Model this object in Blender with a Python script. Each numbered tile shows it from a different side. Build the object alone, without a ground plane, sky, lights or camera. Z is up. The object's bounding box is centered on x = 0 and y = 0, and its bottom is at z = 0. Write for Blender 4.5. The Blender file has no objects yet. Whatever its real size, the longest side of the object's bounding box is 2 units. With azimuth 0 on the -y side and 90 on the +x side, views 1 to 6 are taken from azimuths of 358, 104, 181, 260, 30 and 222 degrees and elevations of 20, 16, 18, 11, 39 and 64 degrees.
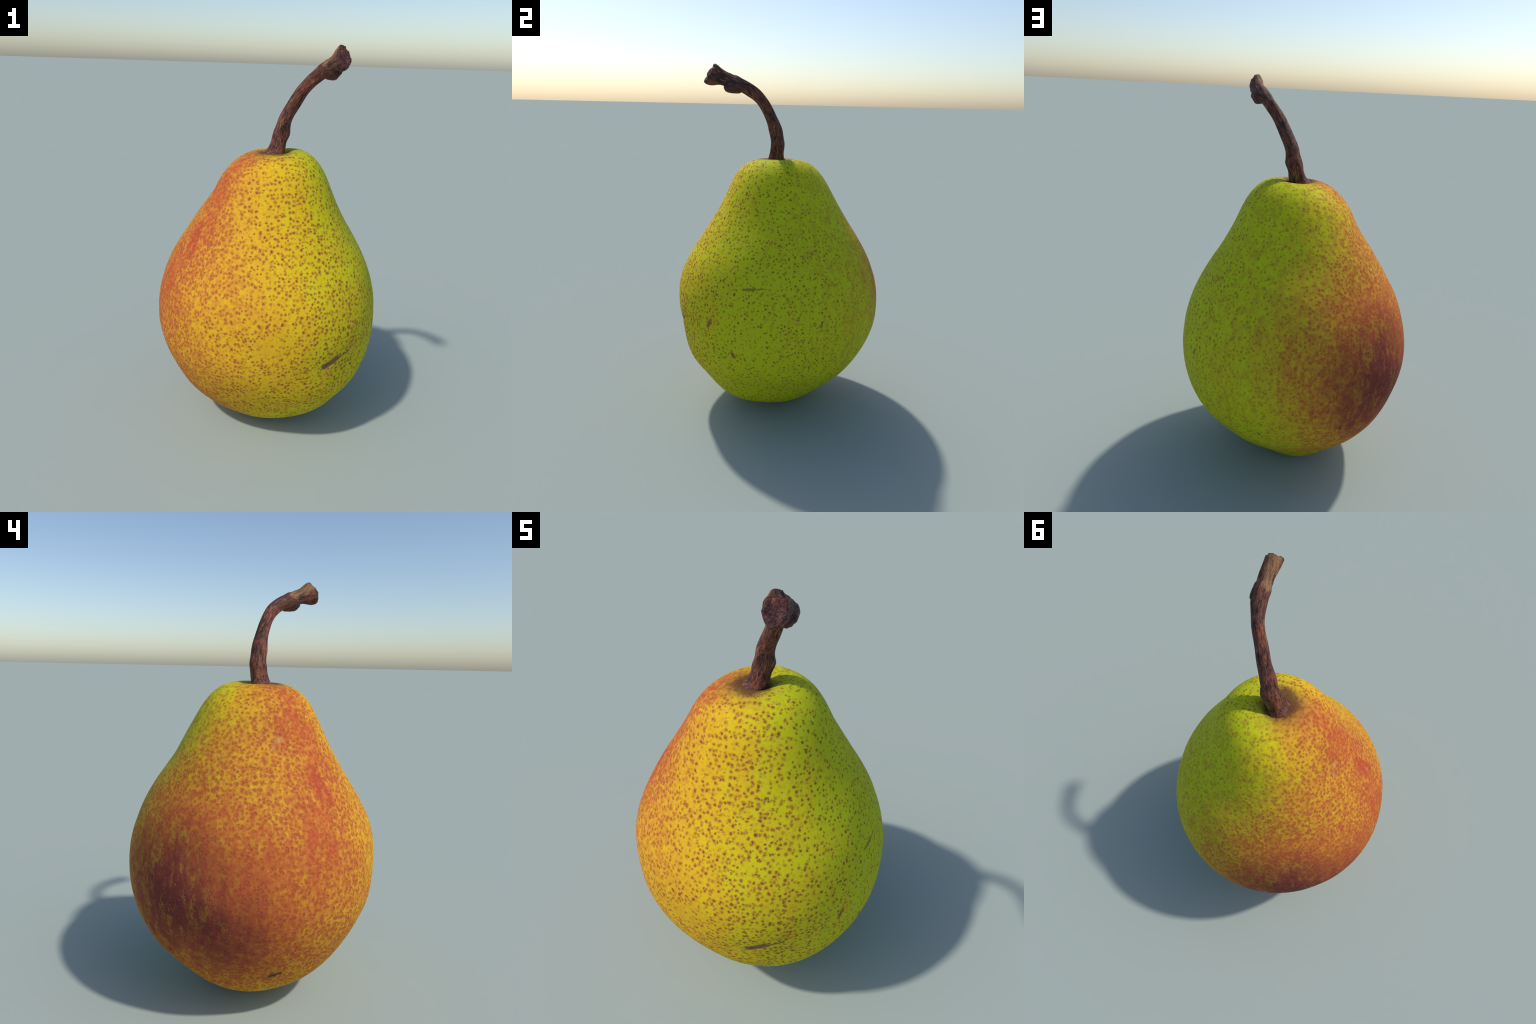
import bpy, math
import numpy as np
from mathutils import Vector, noise

# =====================================================================
#  PEAR  -  body of revolution-like flesh (profile + lobes), curved woody
#  stem with a spur bud, dried calyx below.
# =====================================================================

CENTRE = np.array([0.0, 0.0, 0.62])

# ---- body profile: polar angle from the top (deg), mean radius from CENTRE,
#      then the cosine / sine lobes of order 1..4 round the axis
PROFILE = [
    #  deg   mean    c1     s1     c2     s2     c3     s3     c4     s4
    (   0, 0.886, 0.001, 0.000, 0.000, 0.000, 0.000, 0.000, 0.000, 0.000),
    (   8, 0.890, 0.034,-0.008, 0.001, 0.010, 0.013,-0.002,-0.001, 0.005),
    (  16, 0.848, 0.036,-0.016,-0.001, 0.001, 0.010, 0.002,-0.005, 0.005),
    (  24, 0.759, 0.020,-0.009,-0.002,-0.001, 0.005,-0.001,-0.004, 0.000),
    (  33, 0.687, 0.008,-0.003, 0.001,-0.002, 0.003, 0.000,-0.004, 0.001),
    (  45, 0.638, 0.007,-0.001, 0.000,-0.003, 0.001,-0.002,-0.001, 0.001),
    (  58, 0.618, 0.006,-0.002,-0.002,-0.006, 0.000,-0.001,-0.001,-0.001),
    (  72, 0.608, 0.006,-0.006,-0.005,-0.005,-0.001,-0.001, 0.000, 0.002),
    (  86, 0.600, 0.005, 0.000,-0.002,-0.006,-0.002,-0.001,-0.001, 0.001),
    ( 100, 0.592, 0.006,-0.002, 0.001,-0.006, 0.002,-0.003, 0.001, 0.001),
    ( 114, 0.589, 0.011,-0.003, 0.002,-0.012,-0.001,-0.003,-0.005, 0.003),
    ( 128, 0.585, 0.004,-0.007, 0.005,-0.011,-0.004,-0.004,-0.004, 0.000),
    ( 142, 0.597, 0.008,-0.014, 0.012,-0.012,-0.001,-0.001, 0.000,-0.002),
    ( 154, 0.603, 0.006,-0.005,-0.005,-0.005, 0.005, 0.002, 0.000, 0.005),
    ( 166, 0.622,-0.001,-0.003,-0.007,-0.001, 0.007, 0.001, 0.003,-0.001),
    ( 180, 0.616, 0.000, 0.000, 0.000, 0.000, 0.000, 0.000, 0.000, 0.000),
]

# ---- scars and scratches on the skin: (start, end, half width)
SCAR_BIG   = ((0.272, -0.537, 0.550), (0.322, -0.505, 0.581), 0.021)
SCAR_TAIL  = ((0.320, -0.508, 0.582), (0.388, -0.460, 0.602), 0.0055)
SCRATCHES = [
    ((0.553, -0.075, 0.869), (0.545, 0.070, 0.883), 0.0035),
    ((0.556, -0.060, 0.871), (0.550, 0.000, 0.877), 0.008),
    ((0.413, 0.322, 0.347), (0.403, 0.369, 0.396), 0.004),
    ((0.560, -0.110, 0.520), (0.556, -0.095, 0.500), 0.010),
    ((-0.128, -0.478, 0.300), (-0.066, -0.470, 0.262), 0.008),
    ((0.541, -0.262, 0.640), (0.545, -0.240, 0.675), 0.010),
    ((0.482, 0.345, 0.685), (0.480, 0.347, 0.708), 0.008),
    ((-0.160, 0.512, 0.385), (-0.118, 0.516, 0.362), 0.004),
]
DARK_SPOTS = [
    ((-0.459, -0.006, 0.280), (-0.460, -0.018, 0.284), 0.016),
    ((-0.461, -0.022, 0.285), (-0.463, -0.048, 0.291), 0.008),
    ((-0.330, 0.408, 0.358), (-0.333, 0.411, 0.366), 0.007),
    ((0.142, 0.504, 0.362), (0.148, 0.503, 0.363), 0.005),
    ((-0.230, 0.513, 0.437), (-0.230, 0.513, 0.431), 0.008),
]
CRIMSON_LINES = [
    ((-0.353, -0.223, 1.120), (-0.399, -0.272, 1.007), 0.011),
    ((-0.430, -0.160, 1.040), (-0.455, -0.170, 0.995), 0.011),
    ((-0.350, -0.195, 1.140), (-0.400, -0.215, 1.050), 0.012),
]
PALE_SCUFFS = [
    ((-0.304, -0.040, 1.262), (-0.302, -0.066, 1.268), 0.014),
    ((-0.322, -0.022, 1.235), (-0.322, -0.030, 1.236), 0.010),
    ((-0.462, -0.184, 0.960), (-0.486, -0.198, 0.920), 0.005),
]


def spline_matrix(x, k):
    """Cubic spline through knots k with zero slope at both ends."""
    n, h = len(k), np.diff(k)
    a, b = np.zeros((n, n)), np.zeros((n, n))
    a[0, :2] = 2, 1
    a[-1, -2:] = 1, 2
    b[0, :2] = -6 / h[0] ** 2, 6 / h[0] ** 2
    b[-1, -2:] = 6 / h[-1] ** 2, -6 / h[-1] ** 2
    for i in range(1, n - 1):
        a[i, i - 1:i + 2] = h[i - 1], 2 * (h[i - 1] + h[i]), h[i]
        b[i, i - 1:i + 2] = 6 / h[i - 1], -6 / h[i - 1] - 6 / h[i], 6 / h[i]
    m = np.linalg.solve(a, b)
    j = np.clip(np.searchsorted(k, x, side='right') - 1, 0, n - 2)
    hh = h[j]
    u = (k[j + 1] - x) / hh
    v = 1 - u
    r = np.zeros((len(x), n))
    i = np.arange(len(x))
    r[i, j] += u
    r[i, j + 1] += v
    r += ((u ** 3 - u) * hh ** 2 / 6)[:, None] * m[j] + ((v ** 3 - v) * hh ** 2 / 6)[:, None] * m[j + 1]
    return r


def on_skin(p):
    """Move a point along its ray from CENTRE onto the fruit surface."""
    d = np.array(p) - CENTRE
    r = np.linalg.norm(d)
    deg = math.degrees(math.acos(d[2] / r))
    th = math.atan2(d[1], d[0])
    row = (spline_matrix(np.array([deg]), np.array([q[0] for q in PROFILE], float)) @ np.array([q[1:] for q in PROFILE]))[0]
    s = min(1, math.sin(math.radians(deg)) * 2.5)
    R = row[0] + sum(s ** h * (row[2 * h - 1] * math.cos(h * th) + row[2 * h] * math.sin(h * th)) for h in range(1, 5))
    return tuple(CENTRE + d / r * R)


def make_object(name, verts, faces, material, parent=None):
    me = bpy.data.meshes.new(name)
    me.from_pydata([tuple(map(float, v)) for v in verts], [], faces)
    me.update()
    me.polygons.foreach_set('use_smooth', [True] * len(me.polygons))
    me.materials.append(material)
    ob = bpy.data.objects.new(name, me)
    bpy.context.scene.collection.objects.link(ob)
    ob.parent = parent
    return ob


# =====================================================================
#  node helpers
# =====================================================================
class Graph:
    def __init__(self, name):
        self.mat = bpy.data.materials.new(name)
        self.mat.use_nodes = True
        self.t = self.mat.node_tree
        self.t.nodes.clear()
        self.out = self.t.nodes.new('ShaderNodeOutputMaterial')
        self.bsdf = self.t.nodes.new('ShaderNodeBsdfPrincipled')
        self.t.links.new(self.bsdf.outputs[0], self.out.inputs[0])
        self.coord = self.t.nodes.new('ShaderNodeTexCoord').outputs['Object']

    def put(self, sock, v):
        if isinstance(v, bpy.types.NodeSocket):
            self.t.links.new(v, sock)
        elif isinstance(v, (tuple, list)) and sock.type == 'RGBA' and len(v) == 3:
            sock.default_value = (*v, 1)
        else:
            sock.default_value = v

    def math(self, op, a, b=0.0, c=0.0, clamp=False):
        n = self.t.nodes.new('ShaderNodeMath')
        n.operation, n.use_clamp = op, clamp
        for s, v in zip(n.inputs, (a, b, c)):
            self.put(s, v)
        return n.outputs[0]

    def vmath(self, op, a, b=(0, 0, 0), scale=1.0):
        n = self.t.nodes.new('ShaderNodeVectorMath')
        n.operation = op
        self.put(n.inputs[0], a)
        if op not in ('SCALE', 'NORMALIZE', 'LENGTH'):
            self.put(n.inputs[1], b)
        if op == 'SCALE':
            self.put(n.inputs['Scale'], scale)
        return n.outputs['Value'] if op in ('DOT_PRODUCT', 'LENGTH', 'DISTANCE') else n.outputs['Vector']

    def ramp(self, x, a, b, lo=0.0, hi=1.0):
        """smooth step of x from a to b, giving lo..hi"""
        n = self.t.nodes.new('ShaderNodeMapRange')
        n.interpolation_type = 'SMOOTHSTEP'
        self.put(n.inputs['Value'], x)
        if a > b:
            a, b, lo, hi = b, a, hi, lo
        for k, v in (('From Min', a), ('From Max', b), ('To Min', lo), ('To Max', hi)):
            n.inputs[k].default_value = v
        return n.outputs['Result']

    def mix(self, f, a, b, mode='MIX'):
        n = self.t.nodes.new('ShaderNodeMix')
        n.data_type, n.blend_type = 'RGBA', mode
        self.put(n.inputs['Factor'], f)
        self.put(n.inputs[6], a)
        self.put(n.inputs[7], b)
        return n.outputs[2]

    def noise(self, vec, scale, detail=3, rough=0.55, distortion=0.0):
        n = self.t.nodes.new('ShaderNodeTexNoise')
        self.put(n.inputs['Vector'], vec)
        n.inputs['Scale'].default_value = scale
        n.inputs['Detail'].default_value = detail
        n.inputs['Roughness'].default_value = rough
        n.inputs['Distortion'].default_value = distortion
        return n.outputs['Fac'], n.outputs['Color']

    def voronoi(self, vec, scale, feature='F1', randomness=1.0):
        n = self.t.nodes.new('ShaderNodeTexVoronoi')
        n.feature = feature
        self.put(n.inputs['Vector'], vec)
        n.inputs['Scale'].default_value = scale
        n.inputs['Randomness'].default_value = randomness
        return n

    def mapping(self, vec, scale=(1, 1, 1), rot=(0, 0, 0), loc=(0, 0, 0)):
        n = self.t.nodes.new('ShaderNodeMapping')
        self.put(n.inputs['Vector'], vec)
        n.inputs['Scale'].default_value = scale
        n.inputs['Rotation'].default_value = rot
        n.inputs['Location'].default_value = loc
        return n.outputs[0]

    def capsule(self, p, a, b):
        """distance from p to the segment a-b"""
        a, b = Vector(a), Vector(b)
        ab = b - a
        pa = self.vmath('SUBTRACT', p, tuple(a))
        h = self.math('DIVIDE', self.vmath('DOT_PRODUCT', pa, tuple(ab)), ab.length_squared, clamp=True)
        n = self.t.nodes.new('ShaderNodeVectorMath')
        n.operation = 'SCALE'
        n.inputs[0].default_value = tuple(ab)
        self.put(n.inputs['Scale'], h)
        return self.vmath('DISTANCE', pa, n.outputs[0])

    def blob(self, p, c, r):
        """soft round patch, 1 in the centre to 0 at distance r"""
        return self.ramp(self.vmath('DISTANCE', p, c), r, 0.0)

    def total(self, items):
        s = items[0]
        for i in items[1:]:
            s = self.math('ADD', s, i)
        return s

    def bump(self, h, strength, dist):
        n = self.t.nodes.new('ShaderNodeBump')
        n.inputs['Strength'].default_value = strength
        n.inputs['Distance'].default_value = dist
        self.put(n.inputs['Height'], h)
        self.t.links.new(n.outputs[0], self.bsdf.inputs['Normal'])


# =====================================================================
#  skin
# =====================================================================
def skin_material():
    g = Graph('pear_skin')
    P = g.coord
    rad = g.vmath('NORMALIZE', g.vmath('MULTIPLY', P, (1, 1, 0)))     # direction round the axis

    wob = g.vmath('SCALE', g.vmath('SUBTRACT', g.noise(P, 3.0, 2)[1], (0.5, 0.5, 0.5)), scale=0.22)
    Pw = g.vmath('ADD', P, wob)

    # vertical streaks: noise drawn out from stem to base
    streak = g.noise(g.mapping(P, (1, 1, 0.16)), 16.0, 4, 0.62)[0]
    mottle = g.noise(P, 26.0, 3, 0.6)[0]
    cloud = g.noise(P, 5.0, 3, 0.5)[0]
    sv = g.math('SUBTRACT', streak, 0.5)
    mv = g.math('SUBTRACT', mottle, 0.5)
    cv = g.math('SUBTRACT', cloud, 0.5)

    # --- ground colour: green on the shade cheek, golden yellow on the sunny one
    def facing(deg):
        a = math.radians(deg)
        return g.vmath('DOT_PRODUCT', rad, (math.cos(a), math.sin(a), 0))

    def b(c, r, k):
        return g.math('MULTIPLY', g.blob(Pw, c, r), k)

    side = g.total([facing(-140), g.math('MULTIPLY', sv, 1.1), g.math('MULTIPLY', cv, 0.8),
                    b((0.00, -0.20, 0.08), 0.62, -0.75), b((0.00, 0.15, 1.45), 0.30, 0.35)])
    yellow = g.ramp(side, -1.05, 1.00)
    ground = g.mix(g.ramp(yellow, 0.0, 0.5), (0.490, 0.540, 0.013), (0.610, 0.530, 0.012))
    ground = g.mix(g.ramp(yellow, 0.45, 1.0), ground, (0.690, 0.430, 0.014))

    Pj0 = g.vmath('ADD', P, g.vmath('SCALE', g.vmath('SUBTRACT', g.noise(P, 40.0, 2)[1], (0.5, 0.5, 0.5)), scale=0.02))
    # --- blush: a warm veil over the sunny side, a red streak, a maroon cheek
    streak_line = g.math('MINIMUM',
                         g.capsule(Pw, (-0.16, -0.10, 1.44), (-0.40, -0.24, 1.04)),
                         g.capsule(Pw, (-0.40, -0.24, 1.04), (-0.53, -0.22, 0.80)))
    red_line = g.ramp(streak_line, 0.22, 0.0)
    cheek = g.total([
        g.ramp(facing(174), -0.45, 0.80, 0.0, 0.56),
        b((-0.47, 0.38, 0.65), 0.70, 0.62),
        b((-0.55, 0.05, 0.58), 0.60, 0.28),
        b((-0.10, -0.55, 0.90), 0.45, 0.14),
        b((0.42, -0.38, 0.85), 0.40, 0.12),
        b((0.05, 0.55, 0.80), 0.62, 0.26),
        b((-0.10, 0.20, 1.47), 0.38, -0.42),
        b((-0.30, -0.52, 0.72), 0.20, -0.18),
        b((-0.25, 0.05, 0.04), 0.46, -0.40),
        g.math('MULTIPLY', red_line, 0.32),
    ])
    blush = g.total([cheek, g.math('MULTIPLY', sv, 0.80), g.math('MULTIPLY', mv, 0.70), g.math('MULTIPLY', cv, 0.25)])
    deep = g.ramp(cheek, 0.18, 0.62)
    orange = g.math('MULTIPLY', g.ramp(blush, -0.05, 0.85), 0.80)
    red = g.math('MULTIPLY', g.ramp(blush, 0.50, 1.20), 0.80)
    maroon_patch = g.total([b((-0.44, 0.44, 0.62), 0.58, 0.95), b((-0.52, 0.12, 0.48), 0.34, 0.35),
                            g.math('MULTIPLY', sv, 0.5), g.math('MULTIPLY', mv, 0.45)])
    maroon = g.math('MULTIPLY', g.ramp(maroon_patch, 0.10, 1.05), 0.86)

    col = g.mix(orange, ground, (0.560, 0.235, 0.026))
    col = g.mix(red, col, (0.430, 0.085, 0.030))
    line_core = g.math('MULTIPLY', g.ramp(g.math('ADD', streak_line, g.math('MULTIPLY', g.math('ADD', sv, mv), -0.22)), 0.090, 0.0), 0.50)
    col = g.mix(line_core, col, (0.520, 0.075, 0.030))
    net = g.noise(g.mapping(Pj0, (1, 1, 0.6)), 58.0, 3, 0.6)[0]
    col = g.mix(g.math('MULTIPLY', g.ramp(net, 0.44, 0.60), g.ramp(cheek, 0.15, 0.75, 0.0, 0.60)), col, (0.420, 0.080, 0.036))
    col = g.mix(g.math('MULTIPLY', g.ramp(net, 0.48, 0.34), g.math('MULTIPLY', g.ramp(cheek, 0.20, 0.60, 0.0, 0.38), g.ramp(cheek, 0.70, 1.25, 1.0, 0.25))), col, (0.600, 0.340, 0.024))
    col = g.mix(maroon, col, (0.115, 0.020, 0.030))

    # brownish freckled streaks straying onto the green cheek
    stray = g.noise(g.mapping(Pj0, (1, 1, 0.35)), 34.0, 4, 0.65)[0]
    stray_k = g.math('MULTIPLY', g.ramp(stray, 0.46, 0.66), g.ramp(g.total([facing(88), g.math('MULTIPLY', cv, 1.0)]), -0.1, 0.9, 0.10, 0.55))
    col = g.mix(stray_k, col, (0.400, 0.240, 0.026))

    # --- lenticels: a dot in a soft halo; pale pinprick centres where the blush is deep
    jig = g.vmath('SCALE', g.vmath('SUBTRACT', g.noise(P, 80.0, 2)[1], (0.5, 0.5, 0.5)), scale=0.015)
    Pj = g.vmath('ADD', P, jig)
    v = g.voronoi(Pj, 57.0, randomness=0.85)
    d = v.outputs['Distance']
    sep = g.t.nodes.new('ShaderNodeSeparateColor')
    g.put(sep.inputs[0], v.outputs['Color'])
    rnd, rnd2 = sep.outputs[0], sep.outputs[1]
    faint = g.ramp(g.total([facing(92), g.math('MULTIPLY', cv, 0.8)]), 0.30, 0.95, 1.0, 0.40)
    dens = g.ramp(yellow, 0.0, 0.6, 0.74, 1.02)                 # smaller on the green cheek
    dd = g.math('DIVIDE', d, g.math('MULTIPLY', dens, g.ramp(rnd, 0.0, 1.0, 0.75, 1.15)))
    core = g.ramp(dd, 0.52, 0.10)
    halo = g.ramp(dd, 0.72, 0.25)
    speck = g.ramp(dd, 0.23, 0.10)
    inv = g.math('SUBTRACT', 1.0, deep)

    halo_col = g.mix(yellow, (0.32, 0.19, 0.015), (0.50, 0.18, 0.025))
    halo_col = g.mix(deep, halo_col, g.mix(maroon, (0.400, 0.075, 0.025), (0.095, 0.018, 0.022)))
    col = g.mix(g.math('MULTIPLY', halo, g.ramp(deep, 0, 1, 0.50, 0.70)), col, halo_col)
    core_k = g.math('MULTIPLY', core, g.math('MULTIPLY', g.ramp(rnd2, 0, 0.7, 0.50, 1.0), g.math('MULTIPLY', faint, g.ramp(deep, 0, 1, 1.0, 0.50))))
    col = g.mix(core_k, col, g.mix(yellow, (0.200, 0.075, 0.026), g.mix(deep, (0.275, 0.062, 0.030), (0.230, 0.032, 0.030))))
    speck_k = g.math('MULTIPLY', g.math('MULTIPLY', speck, g.ramp(rnd2, -0.3, 0.5)), g.ramp(deep, 0.2, 1.0, 0.03, 0.50))
    col = g.mix(speck_k, col, (0.520, 0.230, 0.080))
    # pinpoint dark specks between
    v2 = g.voronoi(P, 105.0)
    tiny = g.math('MULTIPLY', g.ramp(v2.outputs['Distance'], 0.26, 0.12), g.math('MULTIPLY', inv, 0.35))
    col = g.mix(tiny, col, (0.20, 0.09, 0.02))

    # fine variation
    fine = g.noise(P, 160.0, 2)[0]
    col = g.mix(0.22, col, g.mix(fine, (0.25, 0.25, 0.25), (0.75, 0.75, 0.75)), 'SOFT_LIGHT')

    # --- russet round the stem
    rus_d = g.vmath('DISTANCE', g.vmath('ADD', P, g.vmath('SCALE', g.vmath('SUBTRACT', g.noise(P, 22.0, 4, 0.7)[1], (0.5, 0.5, 0.5)), scale=0.09)),
                    (0.012, -0.050, 1.492))
    col = g.mix(g.ramp(rus_d, 0.18, 0.07, 0, 0.50), col, (0.30, 0.17, 0.03))
    col = g.mix(g.ramp(rus_d, 0.108, 0.060, 0, 0.85), col, (0.105, 0.042, 0.026))

    # --- scars, spots, scuffs
    ps = g.vmath('ADD', P, g.vmath('SCALE', g.vmath('SUBTRACT', g.noise(P, 70.0, 3, 0.7)[1], (0.5, 0.5, 0.5)), scale=0.016))
    grain = g.noise(g.mapping(P, (1, 1, 3)), 120.0, 3, 0.7)[0]

    def marks(items, soft=1.5):
        m = None
        for a, e, w in items:
            k = g.ramp(g.math('DIVIDE', g.capsule(ps, on_skin(a), on_skin(e)), w), soft, 0.35)
            m = k if m is None else g.math('MAXIMUM', m, k)
        return m

    crimson = marks(CRIMSON_LINES, 2.0)
    col = g.mix(g.math('MULTIPLY', crimson, 0.50), col, (0.380, 0.035, 0.030))
    scar = marks([SCAR_BIG, SCAR_TAIL])
    scratch = marks(SCRATCHES)
    spots = marks(DARK_SPOTS)
    scuff = marks(PALE_SCUFFS)
    col = g.mix(g.math('MULTIPLY', scuff, g.ramp(grain, 0.3, 0.65, 0.10, 0.60)), col, (0.52, 0.33, 0.12))
    col = g.mix(g.math('MULTIPLY', scratch, g.ramp(grain, 0.25, 0.55, 0.30, 0.85)), col, (0.180, 0.070, 0.034))
    col = g.mix(g.math('MULTIPLY', scar, 0.9), col, g.mix(g.ramp(grain, 0.35, 0.65), (0.085, 0.035, 0.030), (0.26, 0.12, 0.075)))
    col = g.mix(g.math('MULTIPLY', spots, 0.9), col, (0.045, 0.024, 0.020))

    g.put(g.bsdf.inputs['Base Color'], col)
    g.put(g.bsdf.inputs['Roughness'], g.math('ADD', 0.68, g.math('MULTIPLY', core, 0.15)))
    g.bsdf.inputs['Specular IOR Level'].default_value = 0.08
    g.bump(g.total([g.math('MULTIPLY', core, -0.5), g.math('MULTIPLY', fine, 0.35), g.math('MULTIPLY', scar, -1.0),
                    g.math('MULTIPLY', mottle, 0.6)]), 0.25, 0.006)
    return g.mat


# =====================================================================
#  bark
# =====================================================================
def bark_material(name, dark, mid, light, tan_patch=False):
    g = Graph(name)
    P = g.coord
    z = g.t.nodes.new('ShaderNodeSeparateXYZ')
    g.put(z.inputs[0], P)
    zz = z.outputs[2]

    # lengthwise fibres: noise squeezed across, drawn out along the local run of the stem
    def fibre(direction, scale, detail, k):
        t = Vector(direction).normalized()
        along = g.vmath('DOT_PRODUCT', P, tuple(t))
        n = g.t.nodes.new('ShaderNodeVectorMath')
        n.operation = 'SCALE'
        n.inputs[0].default_value = tuple(t)
        g.put(n.inputs['Scale'], g.math('MULTIPLY', along, k))
        return g.noise(g.vmath('SUBTRACT', P, n.outputs[0]), scale, detail, 0.65, 0.6)[0]

    def run(scale, detail, k):
        a = fibre((0.25, -0.02, 1), scale, detail, k)
        bb = fibre((0.5, -0.42, 0.75), scale, detail, k)
        c = fibre((0.28, -0.86, 0.38), scale, detail, k)
        def lerp(f, x, y):
            return g.math('ADD', g.math('MULTIPLY', x, g.math('SUBTRACT', 1.0, f)), g.math('MULTIPLY', y, f))
        return lerp(g.ramp(zz, 1.85, 1.90), lerp(g.ramp(zz, 1.66, 1.75), a, bb), c)

    f1 = run(80.0, 4, 0.82)
    f2 = run(170.0, 3, 0.86)
    patch = g.noise(P, 17.0, 3, 0.6, 0.8)[0]
    crack = g.math('SUBTRACT', 1.0, g.ramp(g.math('ABSOLUTE', g.math('SUBTRACT', g.noise(P, 30.0, 2, 0.5, 0.5)[0], 0.5)), 0.0, 0.02))
    col = g.mix(g.ramp(f1, 0.33, 0.66), dark, mid)
    col = g.mix(g.ramp(patch, 0.42, 0.66, 0, 0.6), col, (mid[0] * 1.5, mid[1] * 1.1, mid[2] * 0.95))
    col = g.mix(g.ramp(patch, 0.46, 0.32, 0, 0.6), col, dark)
    col = g.mix(g.ramp(f2, 0.52, 0.66, 0, 0.85), col, light)
    col = g.mix(g.ramp(f2, 0.48, 0.36, 0, 0.85), col, (dark[0] * 0.5, dark[1] * 0.5, dark[2] * 0.6))
    col = g.mix(g.math('MULTIPLY', crack, 0.5), col, (0.012, 0.008, 0.009))
    if tan_patch:
        # bare tan wood along the upper flank of the spur, past the ring scar
        pw = g.vmath('ADD', P, g.vmath('SCALE', g.vmath('SUBTRACT', g.noise(P, 40.0, 3)[1], (0.5, 0.5, 0.5)), scale=0.05))
        m = g.ramp(g.capsule(pw, (0.205, -0.235, 1.950), (0.245, -0.315, 1.995)), 0.048, 0.030)
        tan = g.mix(g.ramp(f2, 0.35, 0.65), (0.130, 0.062, 0.032), (0.290, 0.155, 0.068))
        col = g.mix(g.math('MULTIPLY', m, 0.9), col, tan)
        # greenish bare spot at the foot, on the far side
        m2 = g.ramp(g.capsule(pw, (0.040, 0.020, 1.475), (0.055, 0.020, 1.510)), 0.045, 0.015)
        col = g.mix(g.math('MULTIPLY', m2, g.ramp(f2, 0.40, 0.6, 0.0, 0.75)), col, (0.19, 0.16, 0.03))
    g.put(g.bsdf.inputs['Base Color'], col)
    g.bsdf.inputs['Roughness'].default_value = 0.68
    g.bsdf.inputs['Specular IOR Level'].default_value = 0.25
    g.bump(g.total([g.math('MULTIPLY', f1, 1.0), g.math('MULTIPLY', f2, 0.6), g.math('MULTIPLY', crack, -0.3)]), 0.55, 0.008)
    return g.mat


# =====================================================================
#  geometry
# =====================================================================
def build_body(mat, parent):
    knots = np.array([r[0] for r in PROFILE], float)
    table = np.array([r[1:] for r in PROFILE])
    rings, seg = 260, 320
    deg = np.linspace(0, 180, rings + 1)[1:-1]
    deg = np.concatenate([[0.25, 0.45], deg, [179.6]])
    th = np.linspace(0, 2 * np.pi, seg, endpoint=False)
    prof = spline_matrix(deg, knots) @ table
    s = np.minimum(1, np.sin(np.radians(deg)) * 2.5)
    R = prof[:, :1] * np.ones((1, seg))
    for h in range(1, 5):
        R += (s ** h)[:, None] * (prof[:, 2 * h - 1:2 * h] * np.cos(h * th) + prof[:, 2 * h:2 * h + 1] * np.sin(h * th))
    ph = np.radians(deg)[:, None]
    X = R * np.sin(ph) * np.cos(th)
    Y = R * np.sin(ph) * np.sin(th)
    Z = CENTRE[2] + R * np.cos(ph)
    V = np.stack([X, Y, Z], -1)

    # stem cavity: shallow in front, deeper towards the back right
    dx, dy = V[..., 0] - 0.030, V[..., 1] + 0.012
    rr = np.sqrt(dx ** 2 + dy ** 2)
    top = V[..., 2] > 1.2
    V[..., 2] -= top * 0.034 * np.exp(-(rr / 0.058) ** 2)
    # eye of the fruit (calyx basin) underneath
    rb = np.sqrt(V[..., 0] ** 2 + V[..., 1] ** 2)
    low = V[..., 2] < 0.2
    zb = V[..., 2]
    soft = np.where(low, 0.006 * np.log1p(np.exp(np.clip(zb / 0.006, -50, 50))), zb)
    V[..., 2] = np.where(low & (zb < 0.2), soft, zb)
    V[..., 2] += low * 0.050 * np.exp(-(rb / 0.060) ** 2)
    # dent of the big scar
    a, e = np.array(on_skin(SCAR_BIG[0])), np.array(on_skin(SCAR_BIG[1]))
    h = np.clip(((V - a) @ (e - a)) / ((e - a) @ (e - a)), 0, 1)
    ds = np.linalg.norm(V - a - h[..., None] * (e - a), axis=-1)
    n = V - CENTRE
    n /= np.linalg.norm(n, axis=-1)[..., None]
    V -= n * (0.0035 * np.exp(-(ds / 0.014) ** 2))[..., None]
    # gentle hand-feel unevenness
    flat = V.reshape(-1, 3)
    nn = n.reshape(-1, 3)
    bump = np.array([noise.noise(Vector(p) * 7.0) * 0.0018 + noise.noise(Vector(p) * 19.0) * 0.0007 for p in flat])
    flat = flat + nn * bump[:, None]
    flat[:, 2] -= flat[:, 2].min()

    nr = len(deg)
    faces = [(i * seg + j, (i + 1) * seg + j, (i + 1) * seg + (j + 1) % seg, i * seg + (j + 1) % seg)
             for i in range(nr - 1) for j in range(seg)]
    faces.append(tuple(range(seg)))
    faces.append(tuple(reversed(range((nr - 1) * seg, nr * seg))))
    return make_object('fruit_body', flat, faces, mat, parent)


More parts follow.
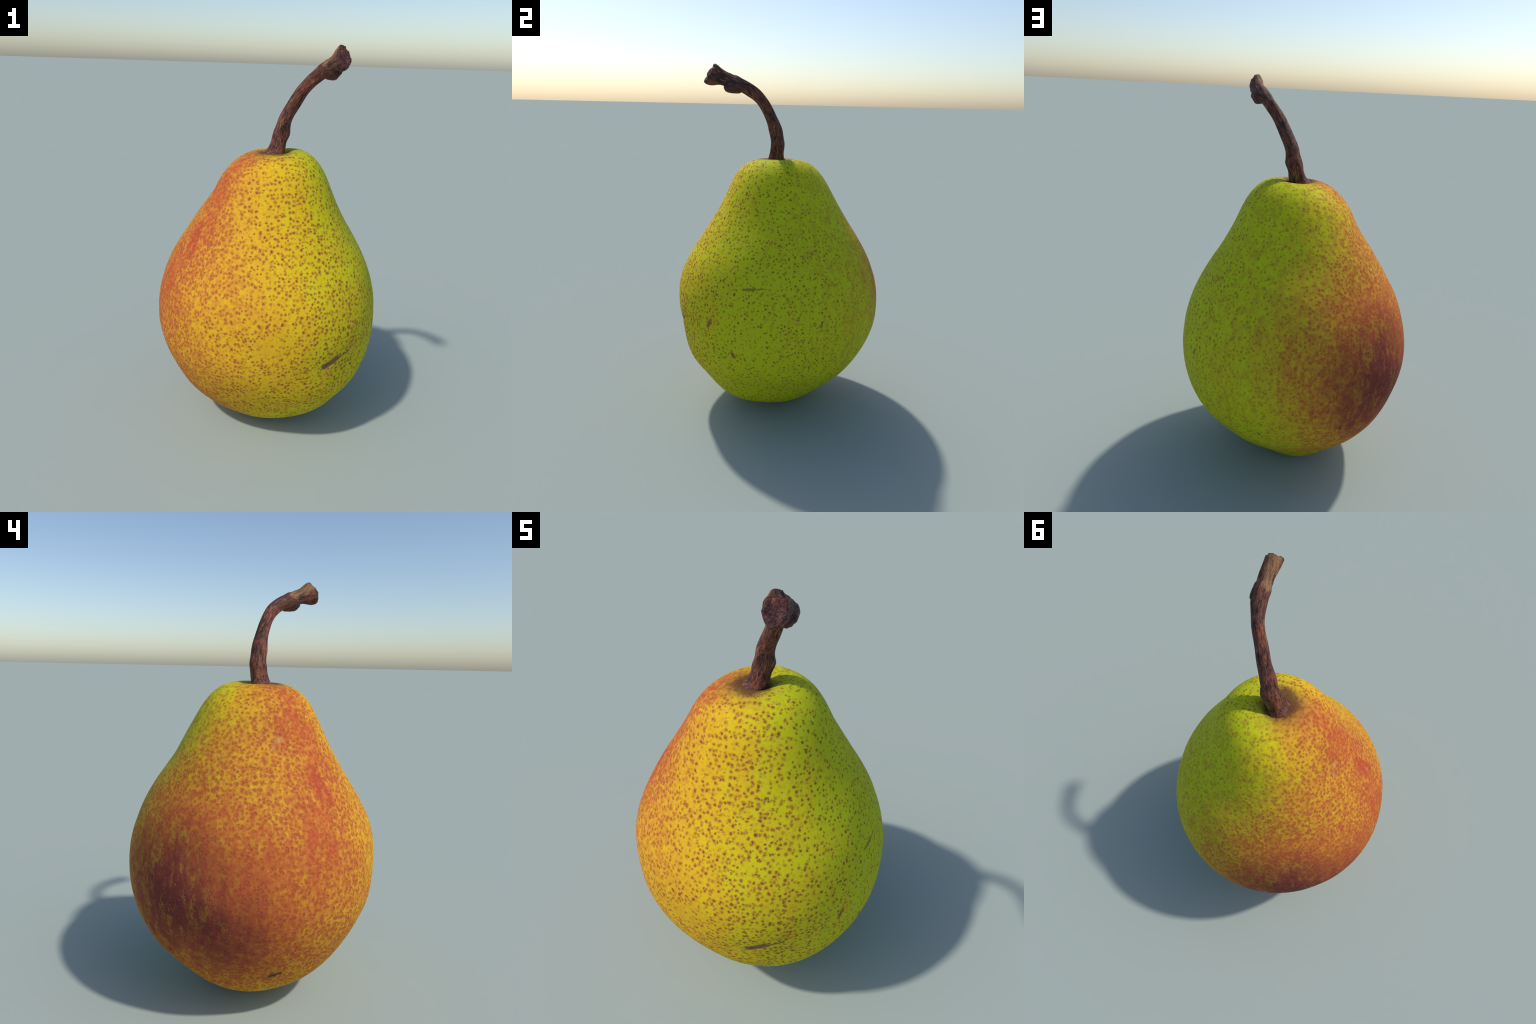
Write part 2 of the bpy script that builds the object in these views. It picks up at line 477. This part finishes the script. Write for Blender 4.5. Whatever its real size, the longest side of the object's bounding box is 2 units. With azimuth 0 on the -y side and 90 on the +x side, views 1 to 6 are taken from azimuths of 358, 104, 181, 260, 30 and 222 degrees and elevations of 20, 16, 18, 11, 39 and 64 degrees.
# stem stations: centre, half width (sideways), half height (in the plane of the bend)
STEM = [
    # x      y      z      side   rise
    ( 0.008, -0.030, 1.440, 0.0740, 0.0740),
    ( 0.008, -0.036, 1.468, 0.0680, 0.0660),
    ( 0.014, -0.034, 1.488, 0.0520, 0.0540),
    ( 0.027, -0.028, 1.515, 0.0440, 0.0440),
    ( 0.039, -0.021, 1.549, 0.0395, 0.0395),
    ( 0.047, -0.019, 1.584, 0.0404, 0.0395),
    ( 0.055, -0.022, 1.618, 0.0376, 0.0367),
    ( 0.065, -0.028, 1.658, 0.0357, 0.0338),
    ( 0.087, -0.041, 1.705, 0.0320, 0.0320),
    ( 0.113, -0.057, 1.755, 0.0301, 0.0301),
    ( 0.139, -0.075, 1.798, 0.0301, 0.0282),
    ( 0.168, -0.100, 1.838, 0.0282, 0.0291),
    ( 0.194, -0.131, 1.866, 0.0291, 0.0310),
    ( 0.216, -0.165, 1.887, 0.0320, 0.0329),
    ( 0.231, -0.198, 1.901, 0.0348, 0.0367),
    ( 0.242, -0.225, 1.912, 0.0348, 0.0357),
    ( 0.254, -0.255, 1.923, 0.0329, 0.0348),
    ( 0.264, -0.288, 1.934, 0.0350, 0.0440),
    ( 0.271, -0.315, 1.942, 0.0360, 0.0530),
    ( 0.276, -0.336, 1.948, 0.0360, 0.0550),
]
CUT_UP = Vector((-0.016, 0.043, 0.095)).normalized()      # slope of the oblique cut at the tip


def stem_frames(sub=3):
    st = np.array(STEM)
    k = np.arange(len(st), dtype=float)
    x = np.linspace(0, len(st) - 1, (len(st) - 1) * sub + 1)
    s = spline_matrix(x, k) @ st
    tan = np.gradient(s[:, :3], axis=0)
    out = []
    for i, row in enumerate(s):
        t = Vector(tan[i]).normalized()
        if i < 1:
            t = Vector((0, 0, 1))
        plane = Vector((0.55, -0.83, 0))                   # the stem bends in this vertical plane
        side = Vector((0.83, 0.55, 0)).normalized()
        up = side.cross(t).normalized()
        if up.dot(Vector((0, 0, 1)) - plane * 0.8) < 0:
            up = -up
        f = max(0.0, (x[i] - 17.0) / 2.0)
        up = up.lerp(CUT_UP, min(1, f)).normalized()
        out.append((Vector(row[:3]), side, up, row[3], row[4], x[i]))
    return out


def build_stem(mat, parent):
    fr = stem_frames()
    seg = 40
    verts, faces = [], []
    for c, side, up, a, b, s in fr:
        for j in range(seg):
            t = 2 * math.pi * j / seg
            d = side * math.cos(t) + up * math.sin(t)
            p = c + side * (a * math.cos(t)) + up * (b * math.sin(t))
            ang = Vector((math.cos(t) * 1.3, math.sin(t) * 1.3, s * 0.16))
            w = 0.0032 * noise.noise(ang * 2.1) + 0.0050 * noise.noise(Vector((ang.x * 0.8, ang.y * 0.8, s * 0.55)))
            w += 0.0030 * noise.noise(Vector((ang.x * 5, ang.y * 5, s * 0.5)))
            # raised bark blister on the right side low on the stem
            q = p - Vector((0.088, 0.010, 1.575))
            w += 0.008 * math.exp(-(q.x / 0.03) ** 2 - (q.y / 0.03) ** 2 - (q.z / 0.03) ** 2)
            # groove of the ring scar before the spur
            w -= 0.0035 * math.exp(-((s - 15.2) / 0.25) ** 2)
            # flared callus at the foot, to the front left
            if s < 2.5:
                k = max(0.0, d.dot(Vector((-0.5, -0.86, 0)))) * (1 - s / 2.5)
                w += 0.020 * k
            verts.append(p + d * w)
    n = len(fr)
    for i in range(n - 1):
        for j in range(seg):
            k = (j + 1) % seg
            faces.append((i * seg + j, i * seg + k, (i + 1) * seg + k, (i + 1) * seg + j))
    faces.append(tuple(reversed(range(seg))))
    faces.append(tuple(range((n - 1) * seg, n * seg)))
    return make_object('stem', verts, faces, mat, parent), fr


def build_cut_end(fr, stem, mat, parent):
    """Healed cut surface that closes the tip: rounded lip and dished middle."""
    c, side, up, a, b, s = fr[-1]
    nrm = side.cross(up).normalized()
    if nrm.y > 0:
        nrm = -nrm
    seg = 40
    rim = [v.co.copy() for v in stem.data.vertices][-seg:]
    prof = [(1.0, 0.0), (0.97, 0.006), (0.90, 0.010), (0.78, 0.011), (0.60, 0.008), (0.40, 0.004), (0.2, 0.003), (0.05, 0.003)]
    verts, faces = [], []
    for k, h in prof:
        for j in range(seg):
            t = 2 * math.pi * j / seg
            p = c + (rim[j] - c) * k + nrm * h
            f = min(1.0, h / 0.006) if k > 0.9 else 1.0
            p += nrm * f * (0.006 * noise.noise(p * 34.0) + 0.003 * noise.noise(p * 90.0) - 0.006 * max(0, math.sin(t)) * k)
            verts.append(p)
    for i in range(len(prof) - 1):
        for j in range(seg):
            k = (j + 1) % seg
            faces.append((i * seg + j, i * seg + k, (i + 1) * seg + k, (i + 1) * seg + j))
    faces.append(tuple(range((len(prof) - 1) * seg, len(prof) * seg)))
    ob = make_object('cut_end', verts, faces, mat, parent)
    return ob


def build_bud(mat, parent):
    """Dormant side bud: a knobbly lobe hanging under the spur, towards the right."""
    seg, rings = 36, 22
    c = Vector((0.249, -0.214, 1.893))
    axis = Vector((0.45, 0.05, -0.75)).normalized()
    e1 = Vector((0.25, -0.95, 0.2))
    e1 = (e1 - axis * e1.dot(axis)).normalized()
    e2 = axis.cross(e1)
    verts, faces = [], []
    for i in range(rings + 1):
        u = math.pi * (i + 0.02) / (rings + 0.04)
        for j in range(seg):
            t = 2 * math.pi * j / seg
            d = e1 * (math.sin(u) * math.cos(t)) + e2 * (math.sin(u) * math.sin(t)) + axis * math.cos(u)
            sx = 1 / (abs(math.sin(u) * math.cos(t)) ** 2.2 + abs(math.sin(u) * math.sin(t)) ** 2.2 + abs(math.cos(u)) ** 2.2) ** (1 / 2.2)
            r = sx * (1 + 0.16 * noise.noise(d * 1.7 + Vector((4, 1, 0))) + 0.06 * noise.noise(d * 4.5))
            verts.append(c + e1 * (d.dot(e1) * r * 0.054) + e2 * (d.dot(e2) * r * 0.036) + axis * (d.dot(axis) * r * 0.042))
    for i in range(rings):
        for j in range(seg):
            k = (j + 1) % seg
            faces.append((i * seg + j, (i + 1) * seg + j, (i + 1) * seg + k, i * seg + k))
    return make_object('bud', verts, faces, mat, parent)


def build_calyx(mat, parent):
    """Five dried sepals folded into the basin underneath."""
    verts, faces = [], []
    for q in range(5):
        t0 = 2 * math.pi * q / 5 + 0.3
        d = Vector((math.cos(t0), math.sin(t0), 0))
        s = Vector((-math.sin(t0), math.cos(t0), 0))
        base = len(verts)
        for i in range(7):
            f = i / 6
            w = 0.013 * (1 - f) ** 0.6 * (0.6 + 0.8 * min(1, f * 3))
            c = d * (0.026 - 0.020 * f) + Vector((0, 0, 0.052 - 0.026 * math.sin(f * 2.2)))
            for sgn, dz in ((-1, 0), (0, -0.003), (1, 0), (0, 0.002)):
                verts.append(c + s * (w * sgn) + Vector((0, 0, dz)))
        for i in range(6):
            for j in range(4):
                k = (j + 1) % 4
                faces.append((base + i * 4 + j, base + i * 4 + k, base + (i + 1) * 4 + k, base + (i + 1) * 4 + j))
        faces.append((base, base + 3, base + 2, base + 1))
        faces.append((base + 24, base + 25, base + 26, base + 27))
    return make_object('calyx', verts, faces, mat, parent)


def main():
    root = bpy.data.objects.new('pear', None)
    root.empty_display_size = 0.1
    bpy.context.scene.collection.objects.link(root)
    root['label'] = 'ripe speckled green-yellow pear with red blush and curved brown stem'
    root['category'] = 'pear'
    skin = skin_material()
    bark = bark_material('stem_bark', (0.034, 0.016, 0.016), (0.155, 0.052, 0.034), (0.260, 0.120, 0.058), True)
    scar = bark_material('cut_bark', (0.040, 0.017, 0.020), (0.105, 0.038, 0.036), (0.170, 0.080, 0.050))
    dry = bark_material('dried_sepal', (0.030, 0.018, 0.012), (0.090, 0.050, 0.028), (0.16, 0.10, 0.05))
    build_body(skin, root)
    stem, fr = build_stem(bark, root)
    build_cut_end(fr, stem, scar, stem)
    build_bud(scar, stem)
    build_calyx(dry, root)


main()
